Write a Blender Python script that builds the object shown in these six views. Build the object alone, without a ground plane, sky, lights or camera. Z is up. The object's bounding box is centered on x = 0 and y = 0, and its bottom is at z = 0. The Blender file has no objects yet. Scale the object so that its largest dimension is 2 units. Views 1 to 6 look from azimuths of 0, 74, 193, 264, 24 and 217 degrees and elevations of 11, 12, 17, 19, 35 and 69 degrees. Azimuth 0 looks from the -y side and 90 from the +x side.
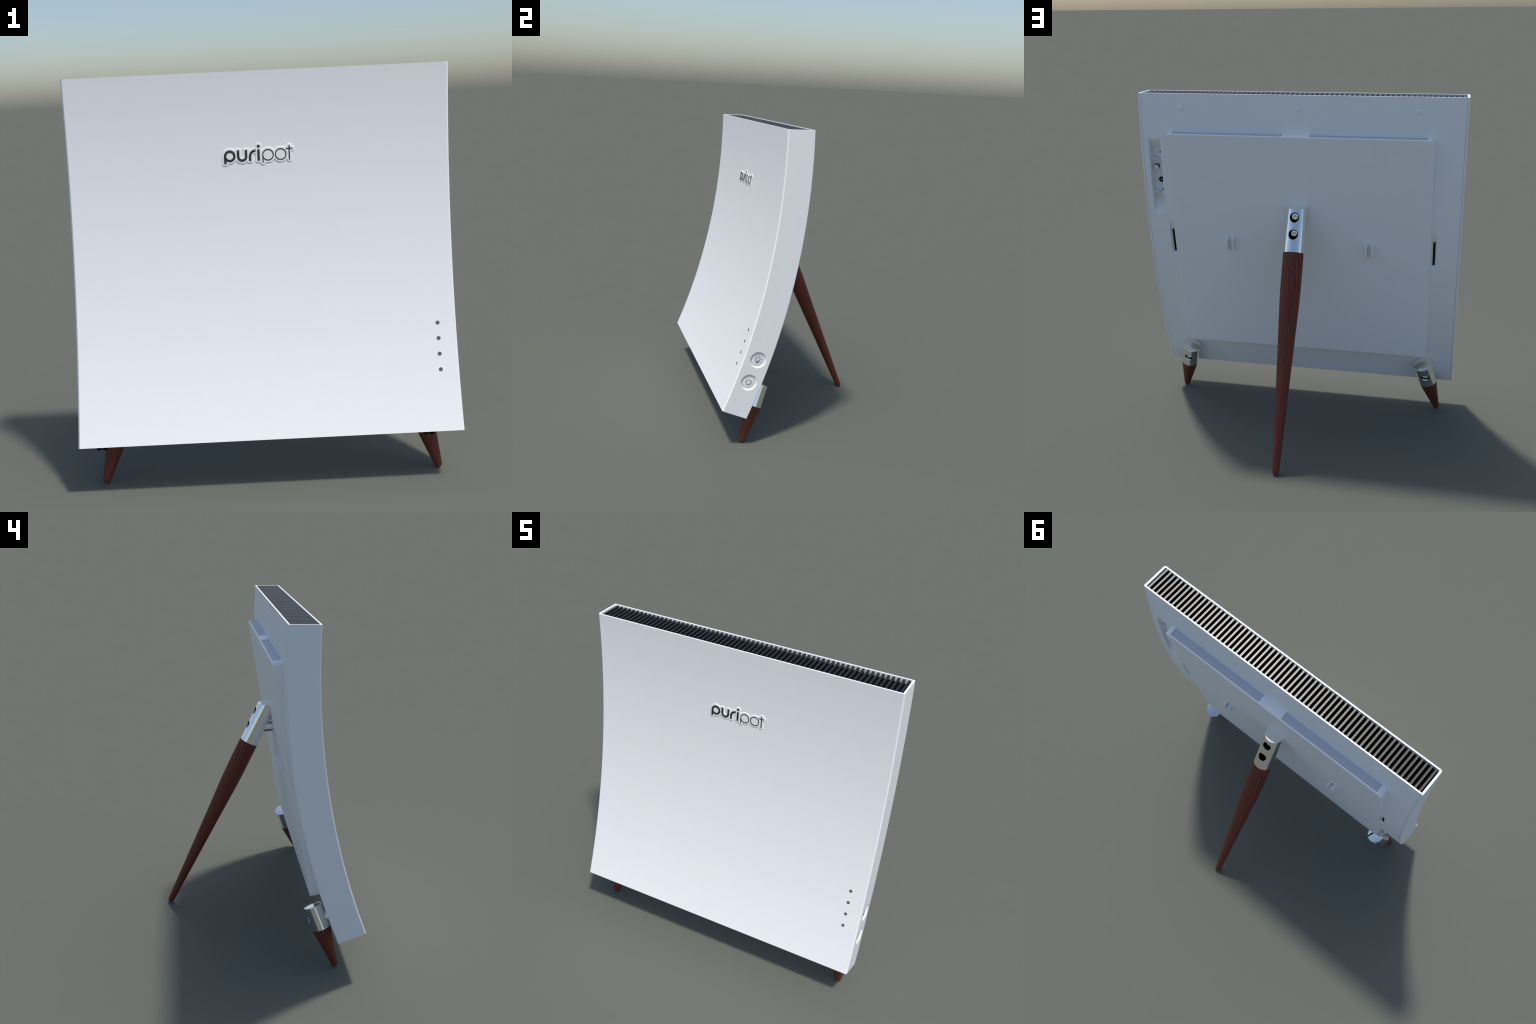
# White curved panel appliance standing on two stub feet and one long rear leg.
import bpy, bmesh, math
from mathutils import Vector, Matrix

# ----------------------------------------------------------------- dimensions
HW = 0.9295                     # half width
RIM_X, RIM_Y = 0.012, 0.009     # rim round the top vent


class Arc:
    """circular profile in the y-z plane between two end points, bulging to +y by sag"""

    def __init__(self, top, bottom, sag):
        (y0, z0), (y1, z1) = top, bottom
        c = math.hypot(y1 - y0, z1 - z0)
        self.r = c * c / (8 * sag) + sag / 2
        ny, nz = (z0 - z1) / c, -(y0 - y1) / c          # chord normal towards +y
        k = self.r - sag
        self.cy, self.cz = (y0 + y1) / 2 - ny * k, (z0 + z1) / 2 - nz * k
        self.t0, self.t1 = self.th(z0), self.th(z1)

    def th(self, z):
        return math.asin((self.cz - z) / self.r)

    def at(self, t, x=0.0, lift=0.0):
        """point at angle t, lifted outwards (to +y) by lift"""
        r = self.r + lift
        return Vector((x, self.cy + r * math.cos(t), self.cz - r * math.sin(t)))

    def on(self, z, x=0.0, lift=0.0):
        return self.at(self.th(z), x, lift)

    def normal(self, z):
        t = self.th(z)
        return Vector((0, math.cos(t), -math.sin(t)))


FRONT = Arc((-0.240, 2.0), (-0.567, 0.260), 0.0825 + 0.0058)
BACK = Arc((-0.070, 2.0), (-0.409, 0.199), 0.0854 + 0.0130)


# ----------------------------------------------------------------- materials
def new_mat(name, base, rough=0.4, metal=0.0, spec=0.5):
    m = bpy.data.materials.new(name)
    m.use_nodes = True
    b = m.node_tree.nodes["Principled BSDF"]
    b.inputs["Base Color"].default_value = (*base, 1)
    b.inputs["Roughness"].default_value = rough
    b.inputs["Metallic"].default_value = metal
    b.inputs["Specular IOR Level"].default_value = spec
    return m


def grain(m, base, amount, scale):
    """very faint procedural tint so that the plastic is not perfectly flat"""
    nt = m.node_tree
    b = nt.nodes["Principled BSDF"]
    tc = nt.nodes.new("ShaderNodeTexCoord")
    n = nt.nodes.new("ShaderNodeTexNoise")
    n.inputs["Scale"].default_value = scale
    n.inputs["Detail"].default_value = 3
    r = nt.nodes.new("ShaderNodeValToRGB")
    r.color_ramp.elements[0].position = 0.3
    r.color_ramp.elements[1].position = 0.7
    r.color_ramp.elements[0].color = (*[c * (1 - amount) for c in base], 1)
    r.color_ramp.elements[1].color = (*base, 1)
    nt.links.new(tc.outputs["Object"], n.inputs["Vector"])
    nt.links.new(n.outputs["Fac"], r.inputs["Fac"])
    nt.links.new(r.outputs["Color"], b.inputs["Base Color"])
    return m


WHITE_C = (0.908, 0.910, 0.917)
WHITE = grain(new_mat("white_plastic", WHITE_C, 0.5), WHITE_C, 0.01, 9)
FILTER_C = (0.555, 0.575, 0.625)
FILTER = grain(new_mat("intake_grey", FILTER_C, 0.6), FILTER_C, 0.02, 60)
FIN = new_mat("fin_black", (0.012, 0.012, 0.013), 0.335, 0, 0.5)
BLACK = new_mat("matte_black", (0.003, 0.003, 0.003), 0.9, 0, 0.1)
INK = new_mat("ink_dark", (0.022, 0.024, 0.026), 0.5)
ICON = new_mat("icon_grey", (0.12, 0.12, 0.13), 0.5)
DOT = new_mat("dot_grey", (0.115, 0.12, 0.14), 0.5)
CHROME = new_mat("chrome", (0.93, 0.925, 0.90), 0.03, 1.0)


def wood_mat():
    """red wood: grain lines that run down the leg, wander slowly and close up towards the tip"""
    m = new_mat("red_wood", (0.19, 0.036, 0.022), 0.5, 0, 0.26)
    nt = m.node_tree
    L = nt.links.new
    b = nt.nodes["Principled BSDF"]
    tc = nt.nodes.new("ShaderNodeTexCoord")
    oi = nt.nodes.new("ShaderNodeObjectInfo")
    shift = nt.nodes.new("ShaderNodeVectorMath")          # every leg from another piece of wood
    shift.operation = "MULTIPLY_ADD"
    shift.inputs[1].default_value = (0.0, 0.0, 3.0)
    L(oi.outputs["Random"], shift.inputs[0])
    L(tc.outputs["Object"], shift.inputs[2])

    def noise(scale, detail, rough=0.5):
        mp = nt.nodes.new("ShaderNodeMapping")
        mp.inputs["Scale"].default_value = scale
        n = nt.nodes.new("ShaderNodeTexNoise")
        n.inputs["Scale"].default_value = 1.0
        n.inputs["Detail"].default_value = detail
        n.inputs["Roughness"].default_value = rough
        L(shift.outputs[0], mp.inputs["Vector"])
        L(mp.outputs["Vector"], n.inputs["Vector"])
        return n.outputs["Fac"]

    def math_n(op, *args):
        k = nt.nodes.new("ShaderNodeMath")
        k.operation = op
        for i, v in enumerate(args):
            if isinstance(v, (int, float)):
                k.inputs[i].default_value = v
            else:
                L(v, k.inputs[i])
        return k.outputs[0]
    sep = nt.nodes.new("ShaderNodeSeparateXYZ")
    L(tc.outputs["Object"], sep.inputs["Vector"])
    around = math_n("ARCTAN2", sep.outputs["X"], sep.outputs["Y"])
    lin = math_n("MULTIPLY", around, 22 / (2 * math.pi))      # whole number of lines: no seam
    wander = math_n("MULTIPLY", noise((7, 7, 3.2), 1.2), 5.5)
    jitter = math_n("MULTIPLY", noise((60, 60, 16), 1.0), 0.8)
    rings = math_n("FRACT", math_n("ADD", math_n("ADD", lin, wander), jitter))
    ramp = nt.nodes.new("ShaderNodeValToRGB")
    cr = ramp.color_ramp
    stops = [(0.0, (0.050, 0.012, 0.012)), (0.26, (0.130, 0.026, 0.019)), (0.66, (0.180, 0.044, 0.024)),
             (0.86, (0.240, 0.092, 0.042)), (1.0, (0.050, 0.012, 0.012))]
    cr.elements[0].position, cr.elements[0].color = stops[0][0], (*stops[0][1], 1)
    cr.elements[1].position, cr.elements[1].color = stops[-1][0], (*stops[-1][1], 1)
    for p, c in stops[1:-1]:
        cr.elements.new(p).color = (*c, 1)
    L(rings, ramp.inputs["Fac"])
    # fibre streaks and broad tone zones
    streak = nt.nodes.new("ShaderNodeMix")
    streak.data_type = "RGBA"
    streak.inputs["B"].default_value = (0.166, 0.034, 0.021, 1)
    L(math_n("MULTIPLY_ADD", noise((22, 22, 2.5), 3.0), 1.8, -0.68), streak.inputs["Factor"])
    L(ramp.outputs["Color"], streak.inputs["A"])
    fib = nt.nodes.new("ShaderNodeMix")
    fib.data_type = "RGBA"
    fib.blend_type = "MULTIPLY"
    fib.inputs["Factor"].default_value = 1.0
    fr = nt.nodes.new("ShaderNodeMapRange")
    fr.inputs["From Min"].default_value, fr.inputs["From Max"].default_value = 0.3, 0.7
    fr.inputs["To Min"].default_value, fr.inputs["To Max"].default_value = 0.80, 1.12
    L(noise((210, 210, 7), 2.0), fr.inputs["Value"])
    L(streak.outputs["Result"], fib.inputs["A"])
    L(fr.outputs["Result"], fib.inputs["B"])
    L(fib.outputs["Result"], b.inputs["Base Color"])
    return m


WOOD = wood_mat()

# ----------------------------------------------------------------- mesh helpers
COL = bpy.context.scene.collection


def empty(name, loc=(0, 0, 0)):
    o = bpy.data.objects.new(name, None)
    o.location = loc
    COL.objects.link(o)
    return o


ROOT = empty("air_purifier")
ROOT["label"] = "white curved panel air purifier on three wooden legs"
ROOT["category"] = "air purifier"


def add(name, mesh, mat, parent, sharp=35, frame=None):
    if mat is not None:
        mesh.materials.clear()
        mesh.materials.append(mat)
    if sharp is not None:
        mesh.shade_smooth()
        mesh.set_sharp_from_angle(angle=math.radians(sharp))
    o = bpy.data.objects.new(name, mesh)
    COL.objects.link(o)
    if frame is not None:
        o.matrix_basis = frame
    o.parent = parent
    if parent is not None:
        pm = WORLD.get(parent.name, Matrix.Identity(4))
        o.matrix_parent_inverse = pm.inverted()
    WORLD[o.name] = frame.copy() if frame is not None else Matrix.Identity(4)
    return o


WORLD = {}


def mesh_from(verts, faces, name="part"):
    me = bpy.data.meshes.new(name)
    me.from_pydata([tuple(v) for v in verts], [], faces)
    bm = bmesh.new()
    bm.from_mesh(me)
    bmesh.ops.recalc_face_normals(bm, faces=bm.faces)
    bm.to_mesh(me)
    bm.free()
    me.update()
    return me


def loft(rings, caps=True):
    """closed rings of equal length -> mesh"""
    n = len(rings[0])
    v = [p for r in rings for p in r]
    f = []
    for i in range(len(rings) - 1):
        for j in range(n):
            k = (j + 1) % n
            f.append((i * n + j, i * n + k, (i + 1) * n + k, (i + 1) * n + j))
    if caps:
        f.append(tuple(range(n)))
        f.append(tuple((len(rings) - 1) * n + j for j in range(n)))
    return mesh_from(v, f)


def box(lo, hi):
    (a, b, c), (d, e, g) = lo, hi
    r0 = [(a, b, c), (d, b, c), (d, e, c), (a, e, c)]
    r1 = [(a, b, g), (d, b, g), (d, e, g), (a, e, g)]
    return loft([r0, r1])


def turned(profile, seg=64):
    """(radius, height) pairs turned about local z; ends closed on the axis"""
    rings = []
    for r, h in profile:
        rings.append([(r * math.cos(2 * math.pi * j / seg), r * math.sin(2 * math.pi * j / seg), h)
                      for j in range(seg)])
    return loft(rings)


def axis_frame(origin, direction, up=(0, 1, 0)):
    z = Vector(direction).normalized()
    x = Vector(up).cross(z)
    if x.length < 1e-4:
        x = Vector((1, 0, 0)).cross(z)
    x.normalize()
    y = z.cross(x)
    m = Matrix((x, y, z)).transposed().to_4x4()
    m.translation = Vector(origin)
    return m


def transformed(mesh, m):
    mesh.transform(m)
    return mesh


def boolean(mesh, cutters):
    """difference of a mesh and a list of cutter meshes"""
    base = bpy.data.objects.new("work", mesh)
    COL.objects.link(base)
    tmp = []
    for c in cutters:
        o = bpy.data.objects.new("cutter", c)
        COL.objects.link(o)
        tmp.append(o)
        md = base.modifiers.new("cut", "BOOLEAN")
        md.operation = "DIFFERENCE"
        md.solver = "EXACT"
        md.object = o
    dg = bpy.context.evaluated_depsgraph_get()
    dg.update()
    out = bpy.data.meshes.new_from_object(base.evaluated_get(dg))
    for o in tmp + [base]:
        me = o.data
        bpy.data.objects.remove(o)
        bpy.data.meshes.remove(me)
    return out


def rounded_rect(x0, x1, y0, y1, radii, seg=6):
    """counter-clockwise outline; radii for (x1,y0)(x1,y1)(x0,y1)(x0,y0)"""
    pts = []
    corners = [(x1, y0, -90), (x1, y1, 0), (x0, y1, 90), (x0, y0, 180)]
    for (cx, cy, a0), r in zip(corners, radii):
        ox = cx - r if cx == x1 else cx + r
        oy = cy - r if cy == y1 else cy + r
        for k in range(seg + 1):
            a = math.radians(a0 + 90 * k / seg)
            pts.append((ox + r * math.cos(a), oy + r * math.sin(a)))
    return pts


# ---------------------------------------------------- flat shapes from distance fields
def sd_box(p, c, h):
    dx, dy = abs(p[0] - c[0]) - h[0], abs(p[1] - c[1]) - h[1]
    return math.hypot(max(dx, 0), max(dy, 0)) + min(max(dx, dy), 0)


def sd_seg(p, a, b, w):
    ax, ay = p[0] - a[0], p[1] - a[1]
    bx, by = b[0] - a[0], b[1] - a[1]
    t = max(0, min(1, (ax * bx + ay * by) / (bx * bx + by * by)))
    return math.hypot(ax - bx * t, ay - by * t) - w / 2


def sd_ring(p, c, r, w):
    return abs(math.hypot(p[0] - c[0], p[1] - c[1]) - r) - w / 2


def sd_disc(p, c, r):
    return math.hypot(p[0] - c[0], p[1] - c[1]) - r


def sdf_plate(sdf, bounds, res, place, top, base=0.0, skirt=0.0):
    """flat solid where sdf < 0; place(u, v, h) -> 3D; the foot of its wall spreads by skirt"""
    u0, u1, v0, v1 = bounds
    nu, nv = int((u1 - u0) / res) + 1, int((v1 - v0) / res) + 1
    g = [[(u0 + i * res, v0 + j * res) for j in range(nv + 1)] for i in range(nu + 1)]
    d = [[sdf(g[i][j]) for j in range(nv + 1)] for i in range(nu + 1)]
    pts, idx, polys = [], {}, []

    def vid(key, p, dist):
        if key not in idx:
            idx[key] = len(pts)
            pts.append((p, dist))
        return idx[key]
    for i in range(nu):
        for j in range(nv):
            cs = [(i, j), (i + 1, j), (i + 1, j + 1), (i, j + 1)]
            ds = [d[a][b] for a, b in cs]
            if min(ds) >= 0:
                continue
            poly = []
            for k in range(4):
                a, b = cs[k], cs[(k + 1) % 4]
                da, db = ds[k], ds[(k + 1) % 4]
                if da < 0:
                    poly.append(vid(a, g[a[0]][a[1]], da))
                if (da < 0) != (db < 0):
                    t = da / (da - db)
                    pa, pb = g[a[0]][a[1]], g[b[0]][b[1]]
                    poly.append(vid((min(a, b), max(a, b)),
                                    (pa[0] + (pb[0] - pa[0]) * t, pa[1] + (pb[1] - pa[1]) * t), 0.0))
            if len(poly) > 2:
                polys.append(poly)
    edges = {}
    for f in polys:
        for k in range(len(f)):
            a, b = f[k], f[(k + 1) % len(f)]
            edges[(a, b)] = edges.get((a, b), 0) + 1
    n = len(pts)
    verts = [place(p[0], p[1], top) for p, dd in pts]
    for p, dd in pts:
        u, v = p
        if skirt and dd == 0.0:
            e = res * 0.5
            gu, gv = sdf((u + e, v)) - sdf((u - e, v)), sdf((u, v + e)) - sdf((u, v - e))
            gl = math.hypot(gu, gv) or 1.0
            u, v = u + gu / gl * skirt, v + gv / gl * skirt
        verts.append(place(u, v, base))
    faces = [tuple(f) for f in polys]
    faces += [tuple(n + k for k in reversed(f)) for f in polys]
    for a, b in edges:
        if (b, a) not in edges:
            faces.append((b, a, n + a, n + b))
    return mesh_from(verts, faces)


# ----------------------------------------------------------------- housing
def housing_mesh():
    # cross-section of the slab with flat chamfers: (x, depth from the front)
    rf, rr, dp = 0.0075, 0.0035, 0.17
    ring = rounded_rect(-HW, HW, 0.0, dp, (rf, rr, rr, rf), 1)
    n = 120
    rings = []
    for i in range(n + 1):
        a = FRONT.at(FRONT.t0 + (FRONT.t1 - FRONT.t0) * i / n)
        b = BACK.at(BACK.t0 + (BACK.t1 - BACK.t0) * i / n)
        rings.append([a.lerp(b, d / dp) + Vector((x, 0, 0)) for x, d in ring])
    body = loft(rings)
    cut = []
    # well of the top vent
    cut.append(box((-HW + RIM_X, WELL_Y0, 1.90), (HW - RIM_X, WELL_Y1, 2.2)))
    # button dishes in the right side
    for y, z in BUTTONS:
        dish = turned([(0.0425, -0.020), (0.0425, -0.0086), (0.0525, 0.0), (0.0618, 0.008)], 64)
        cut.append(transformed(dish, axis_frame((HW, y, z), (1, 0, 0), (0, 0, 1))))
    # seam lines that frame the back
    for s in (-1, 1):
        a, b = s * 0.9165, s * 0.9190
        x0, x1 = min(a, b), max(a, b)
        rr_ = []
        for i in range(61):
            t = BACK.t0 - 0.01 + (BACK.t1 - BACK.t0 + 0.02) * i / 60
            rr_.append([BACK.at(t, x0, -0.004), BACK.at(t, x1, -0.004), BACK.at(t, x1, 0.01), BACK.at(t, x0, 0.01)])
        cut.append(loft(rr_))
    # socket bay: sloped ends, flat floor
    def bay(x0, x1, zt, zti, zbi, zb, depth):
        prof = [(zt + 0.02 * (zt - zti) / depth, -0.02), (zti, depth), (zbi, depth),
                (zb - 0.02 * (zbi - zb) / depth, -0.02)]
        r0 = [BACK.on(z, x0, -dd) for z, dd in prof]
        r1 = [BACK.on(z, x1, -dd) for z, dd in prof]
        return loft([r0, r1])
    cut.append(bay(0.811, 0.883, 1.738, 1.676, 1.372, 1.284, BAY))
    for s in (-1, 1):
        x0, x1 = sorted((s * 0.7685, s * 0.7970))
        cut.append(bay(x0, x1, 1.2465, 1.1885, 1.0315, 1.0175, 0.016))
    return boolean(body, cut)


WELL_Y0, WELL_Y1 = -0.240 + RIM_Y, -0.070 - RIM_Y
BUTTONS = [(-0.353, 0.584), (-0.406, 0.440)]
BAY = 0.054
add("housing", housing_mesh(), WHITE, ROOT, 30)
HOUSING = bpy.data.objects["housing"]

# vent fins across the top well, with the dark liner below them
fin_y0, fin_y1 = WELL_Y0 + 0.0006, WELL_Y1 - 0.0006
fin_me = box((-0.0064, fin_y0, -0.030), (0.0064, fin_y1, 0.0))
bm = bmesh.new()
bm.from_mesh(fin_me)
bmesh.ops.bevel(bm, geom=[e for e in bm.edges if all(v.co.z > -0.01 for v in e.verts) and abs(e.verts[0].co.x - e.verts[1].co.x) < 1e-5],
                offset=0.001, segments=1, affect="EDGES")
bm.to_mesh(fin_me)
bm.free()
lx = HW - RIM_X - 0.0005
VENT = add("vent_grille", box((-lx, WELL_Y0 + 0.0005, 1.955), (lx, WELL_Y1 - 0.0005, 1.971)), BLACK, ROOT, None)
first = add("vent_fin", fin_me, FIN, VENT, None, Matrix.Translation((-0.903, 0, 1.9965)))
for k in range(1, 65):
    o = first.copy()
    COL.objects.link(o)
    o.matrix_basis = Matrix.Translation((-0.903 + 0.02822 * k, 0, 1.9965))
    o.parent = VENT
    o.matrix_parent_inverse = WORLD["vent_grille"].inverted()

# rivet-like bumps under the top rear edge
for x in (0.670, 0.0, -0.668):
    dome = turned([(0.0175, -0.003), (0.0165, 0.0012), (0.013, 0.0042), (0.0075, 0.0062), (0.001, 0.007)], 32)
    add("bump", dome, WHITE, HOUSING, 60,
        axis_frame(BACK.on(1.9225, x), BACK.normal(1.9225)))

# ----------------------------------------------------------------- socket bay fittings
def bay_frame(x, z, depth=0.0):
    """local x right (world x), y up along the back, z outwards"""
    n = BACK.normal(z)
    up = Vector((0, -n.z, n.y))
    m = Matrix((Vector((-1, 0, 0)), up, n)).transposed().to_4x4()
    m.translation = BACK.on(z, x, -depth)
    return m


def bay_box(name, x, z, depth, size, mat, parent=None):
    sx, sy, sz = size
    return add(name, box((-sx / 2, -sy / 2, 0), (sx / 2, sy / 2, sz)), mat, parent or HOUSING, None,
               bay_frame(x, z, depth))


FLOOR = BAY + 0.001
bay_box("socket_shelf", 0.8670, 1.6170, FLOOR, (0.034, 0.005, 0.040), WHITE)
bay_box("socket_shelf", 0.8670, 1.4110, FLOOR, (0.034, 0.005, 0.040), WHITE)
bay_box("socket_shelf", 0.8300, 1.5350, FLOOR, (0.030, 0.005, 0.030), WHITE)
bay_box("port_patch", 0.8600, 1.5650, FLOOR, (0.028, 0.022, 0.0020), BLACK)  # black plate added on the bay floor, no opening is cut
bay_box("port_plug", 0.8640, 1.5590, FLOOR, (0.026, 0.022, 0.018), WHITE)
for z in (1.634, 1.402):
    bay_box("port_patch", 0.8280, z + 0.012, FLOOR, (0.022, 0.012, 0.002), BLACK)  # added black plate standing in for a dark gap
    bay_box("latch_block", 0.8310, z, FLOOR, (0.026, 0.024, 0.016), WHITE)
jack = turned([(0.0165, 0), (0.0165, 0.0025), (0.0160, 0.003)], 32)
add("power_jack", jack, BLACK, HOUSING, 30, bay_frame(0.840, 1.4800, FLOOR))
add("jack_pin", turned([(0.0032, 0.002), (0.0032, 0.007), (0.0022, 0.008)], 16), WHITE, HOUSING, 30,
    bay_frame(0.840, 1.4800, FLOOR))
for s in (-1, 1):
    bay_box("slot_patch", s * 0.7825, 1.105, 0.0165, (0.0115, 0.147, 0.002), BLACK)  # black plate added on the pocket floor in place of a slot

# ----------------------------------------------------------------- rear panel
P_TOP = Vector((0, -0.0105, 1.7768))
P_DN = Vector((0, -0.2540, -1.357)).normalized()
P_N = Vector((0, -P_DN.z, P_DN.y))
if P_N.y < 0:
    P_N = -P_N
P_H = 1.3955
P_W = 0.7620
P_SAG = 0.0032                  # the panel face is very slightly crowned


def pan(x, d, h):
    q = 2 * d / P_H - 1
    return P_TOP + Vector((x, 0, 0)) + P_DN * d + P_N * (h + P_SAG * (1 - q * q))


def panel_mesh():
    rings = []
    for inset, h in ((0, -0.088), (0, -0.004), (0.0009, -0.0014), (0.0038, 0.0)):
        ol = rounded_rect(-P_W + inset, P_W - inset, inset, P_H - inset,
                          (0.030 - inset, 0.030 - inset, 0.030 - inset, 0.030 - inset), 10)
        # extra points down the long sides so that they follow the crown
        full = []
        for k, (x, d) in enumerate(ol):
            full.append((x, d))
            x2, d2 = ol[(k + 1) % len(ol)]
            if abs(d2 - d) > 0.5:
                full += [(x, d + (d2 - d) * i / 32) for i in range(1, 32)]
        rings.append([pan(x, d, h) for x, d in full])
    me = loft(rings)
    # the crowned face: strips across the panel instead of one bent polygon
    bm = bmesh.new()
    bm.from_mesh(me)
    big = max(bm.faces, key=lambda f: f.calc_area() * (1 if f.calc_center_median().dot(P_N) > P_TOP.dot(P_N) - 0.05 else 0))
    vs = list(big.verts)
    bmesh.ops.delete(bm, geom=[big], context="FACES_ONLY")
    left = sorted((v for v in vs if v.co.x < 0), key=lambda v: -v.co.z)
    right = sorted((v for v in vs if v.co.x > 0), key=lambda v: -v.co.z)
    for i in range(len(left) - 1):
        bm.faces.new((left[i], left[i + 1], right[i + 1], right[i]))
    bmesh.ops.recalc_face_normals(bm, faces=bm.faces)
    bm.to_mesh(me)
    bm.free()
    return me


def intake_box(s, lo, hi, grow=0.0):
    x0, x1 = sorted((s * (0.0775 - grow), s * (0.7235 + grow)))
    ring = lambda d: [pan(x0, d, -0.0100 + grow), pan(x1, d, -0.0100 + grow), pan(x1, d, -0.062 - grow), pan(x0, d, -0.062 - grow)]
    return loft([ring(lo), ring(hi)])


PANEL = add("cover_panel", boolean(panel_mesh(), [intake_box(s, -0.02, 0.0072) for s in (-1, 1)]), WHITE, ROOT, 25)
for s in (-1, 1):
    add("intake_filter", intake_box(s, 0.0062, 0.013, -0.0004), FILTER, PANEL, None)

# cable hooks: pairs of upright blades
def blade_mesh():
    ol = rounded_rect(0.0, 0.081, -0.012, 0.036, (0.001, 0.008, 0.008, 0.001), 5)
    rings = [[Vector((x, 0, 0)) + P_DN * d + P_N * h for d, h in ol] for x in (-0.0045, 0.0045)]
    return loft(rings)


blade = blade_mesh()
for s in (-1, 1):
    for x in (0.3985, 0.4315):
        base = pan(s * x, 0.632, 0)
        add("cable_hook", blade, WHITE, PANEL, 40, Matrix.Translation(base))

# ----------------------------------------------------------------- buttons, dots
side_n = Vector((1, 0, 0))


def side_place(y, z, depth):
    lean = 0.66 * math.asin(-(FRONT.normal(z) + BACK.normal(z)).normalized().z)
    right = Vector((0, math.cos(lean), -math.sin(lean)))
    up = Vector((0, -right.z, right.y))

    def place(u, v, h):
        return Vector((HW - depth + h, y, z)) + right * u + up * v
    return place


def bulb(p):
    p = (p[0] / 1.07, p[1] / 1.07)
    c = (0.0, 0.0055)
    ds = [sd_ring(p, c, 0.0118, 0.0032)]
    # open the ring at the neck and run two flanks down to the cap
    if p[1] < c[1] - 0.0078 and abs(p[0]) < 0.0075:
        ds[0] = max(ds[0], 0.0004)
    ds.append(sd_seg(p, (-0.0086, -0.0026), (-0.0054, -0.0105), 0.0030))
    ds.append(sd_seg(p, (0.0086, -0.0026), (0.0054, -0.0105), 0.0030))
    ds.append(sd_box(p, (0, -0.0137), (0.0068, 0.0036)))
    ds.append(sd_box(p, (0, -0.0186), (0.0044, 0.0028)))
    for k in range(-3, 4):
        a = math.radians(45 * k)
        dx, dy = math.sin(a), math.cos(a)
        ds.append(sd_seg(p, (c[0] + dx * 0.0178, c[1] + dy * 0.0178), (c[0] + dx * 0.0240, c[1] + dy * 0.0240), 0.0030))
    return min(ds)


def power(p):
    p = (p[0] / 1.05, p[1] / 1.05)
    ang = abs(math.atan2(p[0], p[1]))
    d = sd_ring(p, (0, 0), 0.0160, 0.0034)
    if ang < math.radians(32):
        d = max(d, 0.0006)
    return min(d, sd_seg(p, (0, 0.0065), (0, 0.0185), 0.0032))


for (y, z), nm, sym, fn in zip(BUTTONS, ("light_button", "power_button"), ("bulb_symbol", "power_symbol"), (bulb, power)):
    cap = turned([(0.0411, -0.018), (0.0411, -0.0090), (0.0408, -0.0085), (0.0402, -0.0083)], 64)
    b = add(nm, cap, WHITE, ROOT, 30, axis_frame((HW, y, z), (1, 0, 0), (0, 0, 1)))
    me = sdf_plate(fn, (-0.03, 0.03, -0.03, 0.034), 0.0006, side_place(y, z, 0.0083), 0.0006, -0.002)
    add(sym, me, ICON, b, None)

dot_me = turned([(0.0098, -0.002), (0.0098, 0.0004), (0.0094, 0.0008)], 32)
for z in (0.753, 0.6805, 0.608, 0.536):
    add("indicator_dot", dot_me, DOT, ROOT, 30, axis_frame(FRONT.on(z, 0.838), -FRONT.normal(z)))

# ----------------------------------------------------------------- raised word on the front
W1, W2 = 0.0113, 0.0047


def on_front(u, s, h):
    return FRONT.at(FRONT.th(1.5985) + (s - 0.402) / FRONT.r, u, -h)


def g_p1(p, fill=False):
    c = (-0.1376, 0.4022)
    ring = sd_disc(p, c, 0.0281) if fill else sd_ring(p, c, 0.0225, W1)
    return min(ring, sd_box(p, (-0.1602, 0.4203), (W1 / 2, 0.0183)))


def g_u(p, fill=False):
    c = (-0.0772, 0.4062)
    ring = sd_ring(p, c, 0.0193, W1)
    if p[1] < c[1]:
        ring = 1.0
    return min(ring, sd_box(p, (-0.0965, 0.3910), (W1 / 2, 0.0155)), sd_box(p, (-0.0579, 0.3910), (W1 / 2, 0.0155)))


def g_r(p, fill=False):
    c = (-0.0112, 0.4084)
    ring = sd_ring(p, c, 0.0282, W1)
    if p[0] > c[0] or p[1] > c[1]:
        ring = 1.0
    return min(ring, sd_box(p, (-0.0394, 0.4185), (W1 / 2, 0.0105)))


def g_i(p, fill=False):
    return min(sd_box(p, (0.0026, 0.4022), (W1 / 2, 0.0268)), sd_disc(p, (0.0030, 0.3600), 0.0069))


def g_p2(p, fill=False):
    c = (0.0484, 0.4028)
    ring = sd_disc(p, c, 0.0278) if fill else sd_ring(p, c, 0.0255, W2)
    return min(ring, sd_box(p, (0.0232, 0.4213), (W2 / 2, 0.0187)))


def g_o(p, fill=False):
    c = (0.1100, 0.4022)
    return sd_disc(p, c, 0.0281) if fill else sd_ring(p, c, 0.0257, W2)


def g_t(p, fill=False):
    return min(sd_box(p, (0.1520, 0.3965), (0.0027, 0.0337)), sd_box(p, (0.1520, 0.3768), (0.0152, 0.0026)))


GLYPHS = [(g_p1, (-0.170, -0.105, 0.370, 0.442)), (g_u, (-0.106, -0.048, 0.372, 0.435)),
          (g_r, (-0.049, -0.008, 0.371, 0.432)), (g_i, (-0.006, 0.0125, 0.350, 0.432)),
          (g_p2, (0.018, 0.080, 0.371, 0.443)), (g_o, (0.079, 0.141, 0.371, 0.434)),
          (g_t, (0.134, 0.170, 0.360, 0.433))]
PLATE_H, PLATE_OFF = 0.0030, 0.0082


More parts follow.
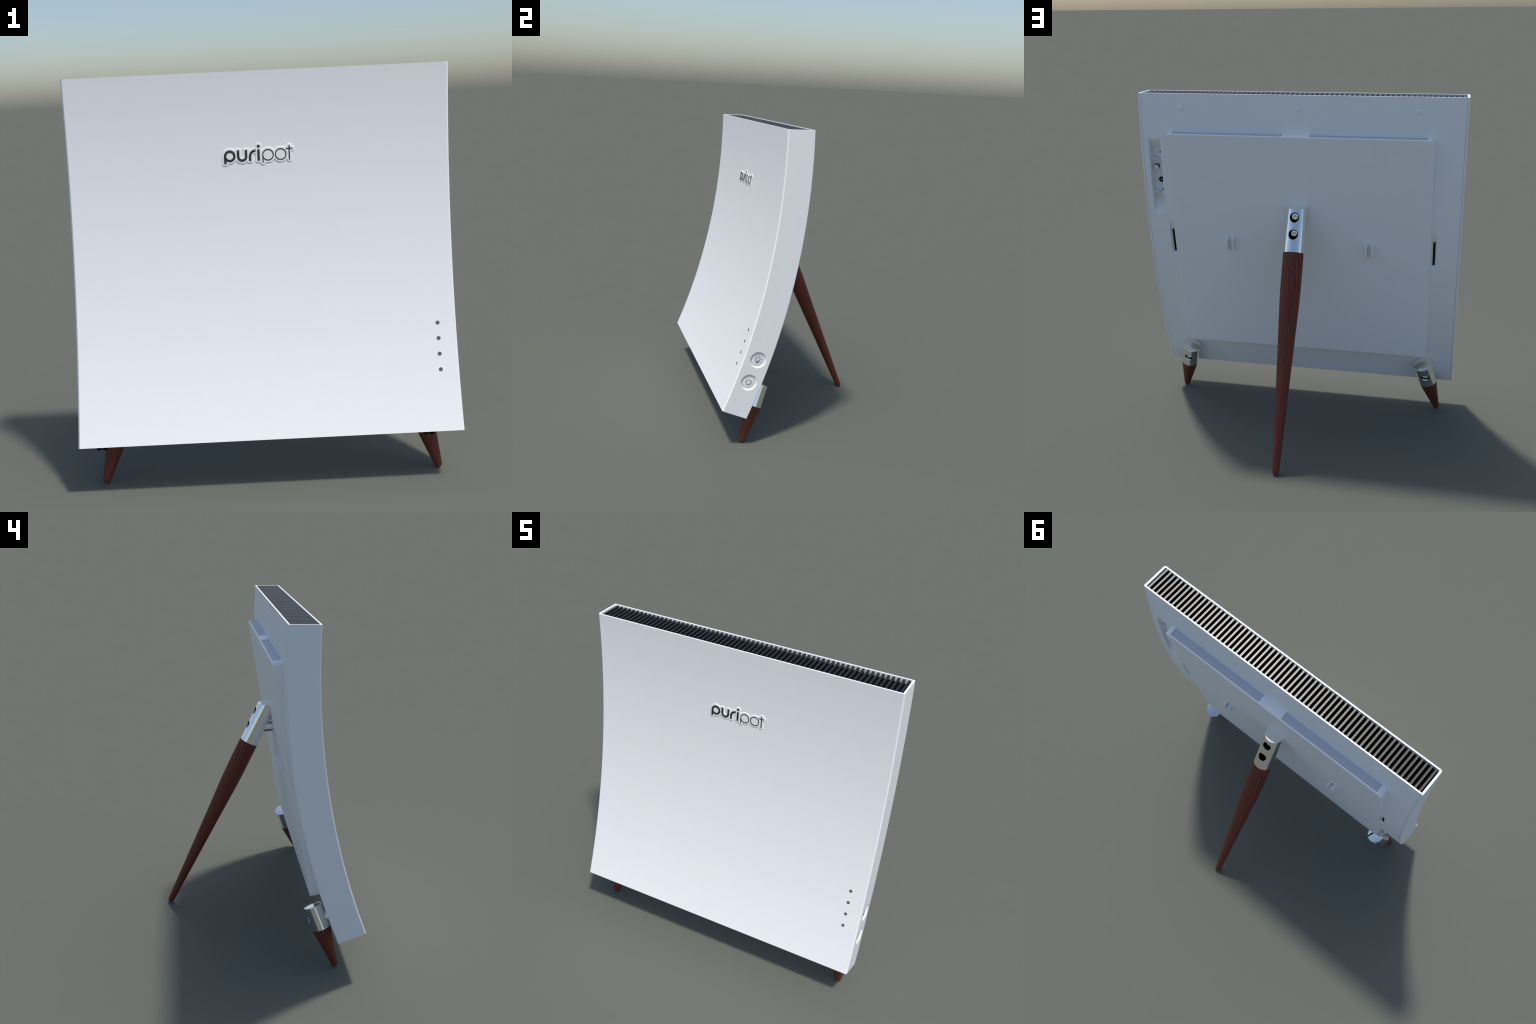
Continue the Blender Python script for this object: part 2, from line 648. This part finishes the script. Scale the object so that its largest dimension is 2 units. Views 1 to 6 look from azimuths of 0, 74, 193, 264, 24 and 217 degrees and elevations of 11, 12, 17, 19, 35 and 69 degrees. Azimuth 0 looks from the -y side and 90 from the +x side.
def plate_sdf(p):
    return min(g(p, True) for g, _ in GLYPHS) - PLATE_OFF


PLATE = add("logo_plate", sdf_plate(plate_sdf, (-0.180, 0.181, 0.338, 0.453), 0.0010, on_front, PLATE_H, -0.0003, 0.0022),
            WHITE, ROOT, 25)
for g, bd in GLYPHS:
    me = sdf_plate(g, bd, 0.0006, on_front, PLATE_H + 0.0012, PLATE_H - 0.002)
    add("letter", me, INK, PLATE, 30)

# ----------------------------------------------------------------- legs
def screw_set(parent, origin, axis, surf, r_hole, r_head):
    """black disc added at the hole bottom and a domed screw head with a socket; local z points out of the hole"""
    fr = axis_frame(origin, axis, (1, 0, 0))
    add("hole_disc", turned([(r_hole * 0.985, -0.004), (r_hole * 0.985, 0.0012), (r_hole * 0.98, 0.0013)], 40), BLACK, parent, 30, fr)  # added black disc darkens the bottom of the blind hole
    head = turned([(r_head, 0.0), (r_head, 0.0115), (r_head * 0.96, 0.0130), (r_head * 0.78, 0.0146), (r_head * 0.55, 0.0154),
                   (r_head * 0.48, 0.0150), (r_head * 0.44, 0.0100), (r_head * 0.3, 0.0096)], 40)
    add("screw", head, CHROME, parent, 40, fr)


def build_leg(name, tip, top, shaft_profile, ferrule_len, r_fer, hole_pts, hole_axis, r_hole, hole_depth, top_normal, standoffs, hollow=False):
    """tip/top: ends of the axis; the wooden shaft is the part, ferrule and fittings its children"""
    tip, top = Vector(tip), Vector(top)
    ax = (top - tip).normalized()
    full = (top - tip).length
    fr = axis_frame(tip, ax, (0, 1, 0))
    ln = full - ferrule_len
    # wooden shaft with a rounded end, lifted so that its lowest point touches z = 0
    prof = [(r, h * ln) for r, h in shaft_profile]
    r0 = prof[0][0]
    rc = 0.011
    cap = [(0.0006, 0.0), (r0 - rc, 0.0)] + [(r0 - rc + rc * math.sin(a), rc - rc * math.cos(a))
                                              for a in (math.radians(d) for d in (22, 45, 68, 90))]
    pts = cap + prof[1:]
    me = turned(pts, 56)
    low = min((fr @ v.co).z for v in me.vertices)
    fr.translation -= ax * (low / ax.z)
    shaft = add(name, me, WOOD, ROOT, 50, fr)
    # chrome ferrule, its top end cut by the plane top_normal and slightly domed
    seg = 96
    inv = fr.to_3x3().inverted()
    nl = (inv @ Vector(top_normal)).normalized()
    rings = []
    rings.append([(r_fer * math.cos(2 * math.pi * j / seg), r_fer * math.sin(2 * math.pi * j / seg), ln + 0.0005) for j in range(seg)])

    def cut_ring(r, lift):
        out = []
        for j in range(seg):
            a = 2 * math.pi * j / seg
            x, y = r * math.cos(a), r * math.sin(a)
            out.append((x, y, full - (nl.x * x + nl.y * y) / nl.z + lift))
        return out
    rings.append(cut_ring(r_fer, -0.0012))
    rings.append(cut_ring(r_fer - 0.0010, 0.0))
    dome = 0.0040 if hollow else 0.0065
    for q in (0.9, 0.78, 0.64, 0.5, 0.35, 0.2, 0.08, 0.01):
        rings.append(cut_ring(r_fer * q, dome * (1 - q * q)))
    fm = loft(rings)
    fm.transform(fr)
    cutters = []
    ha = Vector(hole_axis).normalized()
    bottoms = []
    for hp in hole_pts:
        hp = Vector(hp)
        deep = hole_depth + 0.008 * len(bottoms)
        c = turned([(r_hole, -deep), (r_hole, 0.09)], 48)
        cutters.append(transformed(c, axis_frame(hp, ha, (1, 0, 0))))
        bottoms.append(hp - ha * deep)
    if hollow:                      # thin-walled tube; black core added to keep its inside dark
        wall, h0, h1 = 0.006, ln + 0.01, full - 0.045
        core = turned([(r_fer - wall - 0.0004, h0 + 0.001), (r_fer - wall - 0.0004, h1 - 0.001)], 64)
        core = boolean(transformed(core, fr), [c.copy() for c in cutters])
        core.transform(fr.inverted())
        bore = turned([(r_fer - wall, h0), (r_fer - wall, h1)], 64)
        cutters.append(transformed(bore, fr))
    fm = boolean(fm, cutters)
    fm.transform(fr.inverted())
    fer = add("ferrule", fm, CHROME, shaft, 22, fr)
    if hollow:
        add("dark_filler", core, BLACK, shaft, 30, fr)
    for b in bottoms:
        screw_set(shaft, b, ha, None, r_hole, r_hole * 0.80)
    for (p0, p1, r) in standoffs:
        p0, p1 = Vector(p0), Vector(p1)
        L = (p1 - p0).length
        add("standoff", turned([(r, 0), (r, L)], 40), CHROME, shaft, 30, axis_frame(p0, p1 - p0, (1, 0, 0)))
    return shaft


# long rear leg
LEG_TIP, LEG_TOP = (0, 0.5545, 0.0), (0, -0.0775, 1.3715)
hx = Vector((0, math.cos(math.radians(4)), math.sin(math.radians(4))))
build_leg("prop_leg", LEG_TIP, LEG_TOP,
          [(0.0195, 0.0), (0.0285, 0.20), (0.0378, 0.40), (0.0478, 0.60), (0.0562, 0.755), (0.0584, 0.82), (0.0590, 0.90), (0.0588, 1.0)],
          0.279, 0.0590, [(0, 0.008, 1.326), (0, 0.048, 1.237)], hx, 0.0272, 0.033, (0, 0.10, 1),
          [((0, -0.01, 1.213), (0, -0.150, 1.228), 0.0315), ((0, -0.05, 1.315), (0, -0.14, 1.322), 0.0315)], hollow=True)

# stub feet
tn = math.radians(19)
fx = Vector((0, math.cos(tn), -math.sin(tn)))
for s in (1, -1):
    tip, top = Vector((s * 0.842, -0.4185, 0.0)), Vector((s * 0.7465, -0.2865, 0.345))
    axv = (top - tip).normalized()
    hp = Vector((s * 0.766, -0.259, 0.2755))
    mid = tip + axv * 0.303
    build_leg("foot", tip, top,
              [(0.0195, 0.0), (0.0545, 1.0)], 0.1435, 0.0553, [hp], fx, 0.0245, 0.026, axv,
              [(mid, mid - fx * 0.10, 0.030)])

# small dark studs under the housing
stud = turned([(0.0125, 0.002), (0.0125, -0.009), (0.0085, -0.0165)], 24)
for x in (-0.8475, -0.8195, 0.7595, 0.7895):
    f_b, b_b = FRONT.at(FRONT.t1), BACK.at(BACK.t1)
    across = (b_b - f_b).normalized()
    add("stud", stud, BLACK, HOUSING, 30,
        axis_frame(f_b.lerp(b_b, 0.55) + Vector((x, 0, 0)), Vector((0, -across.z, across.y)), (1, 0, 0)))
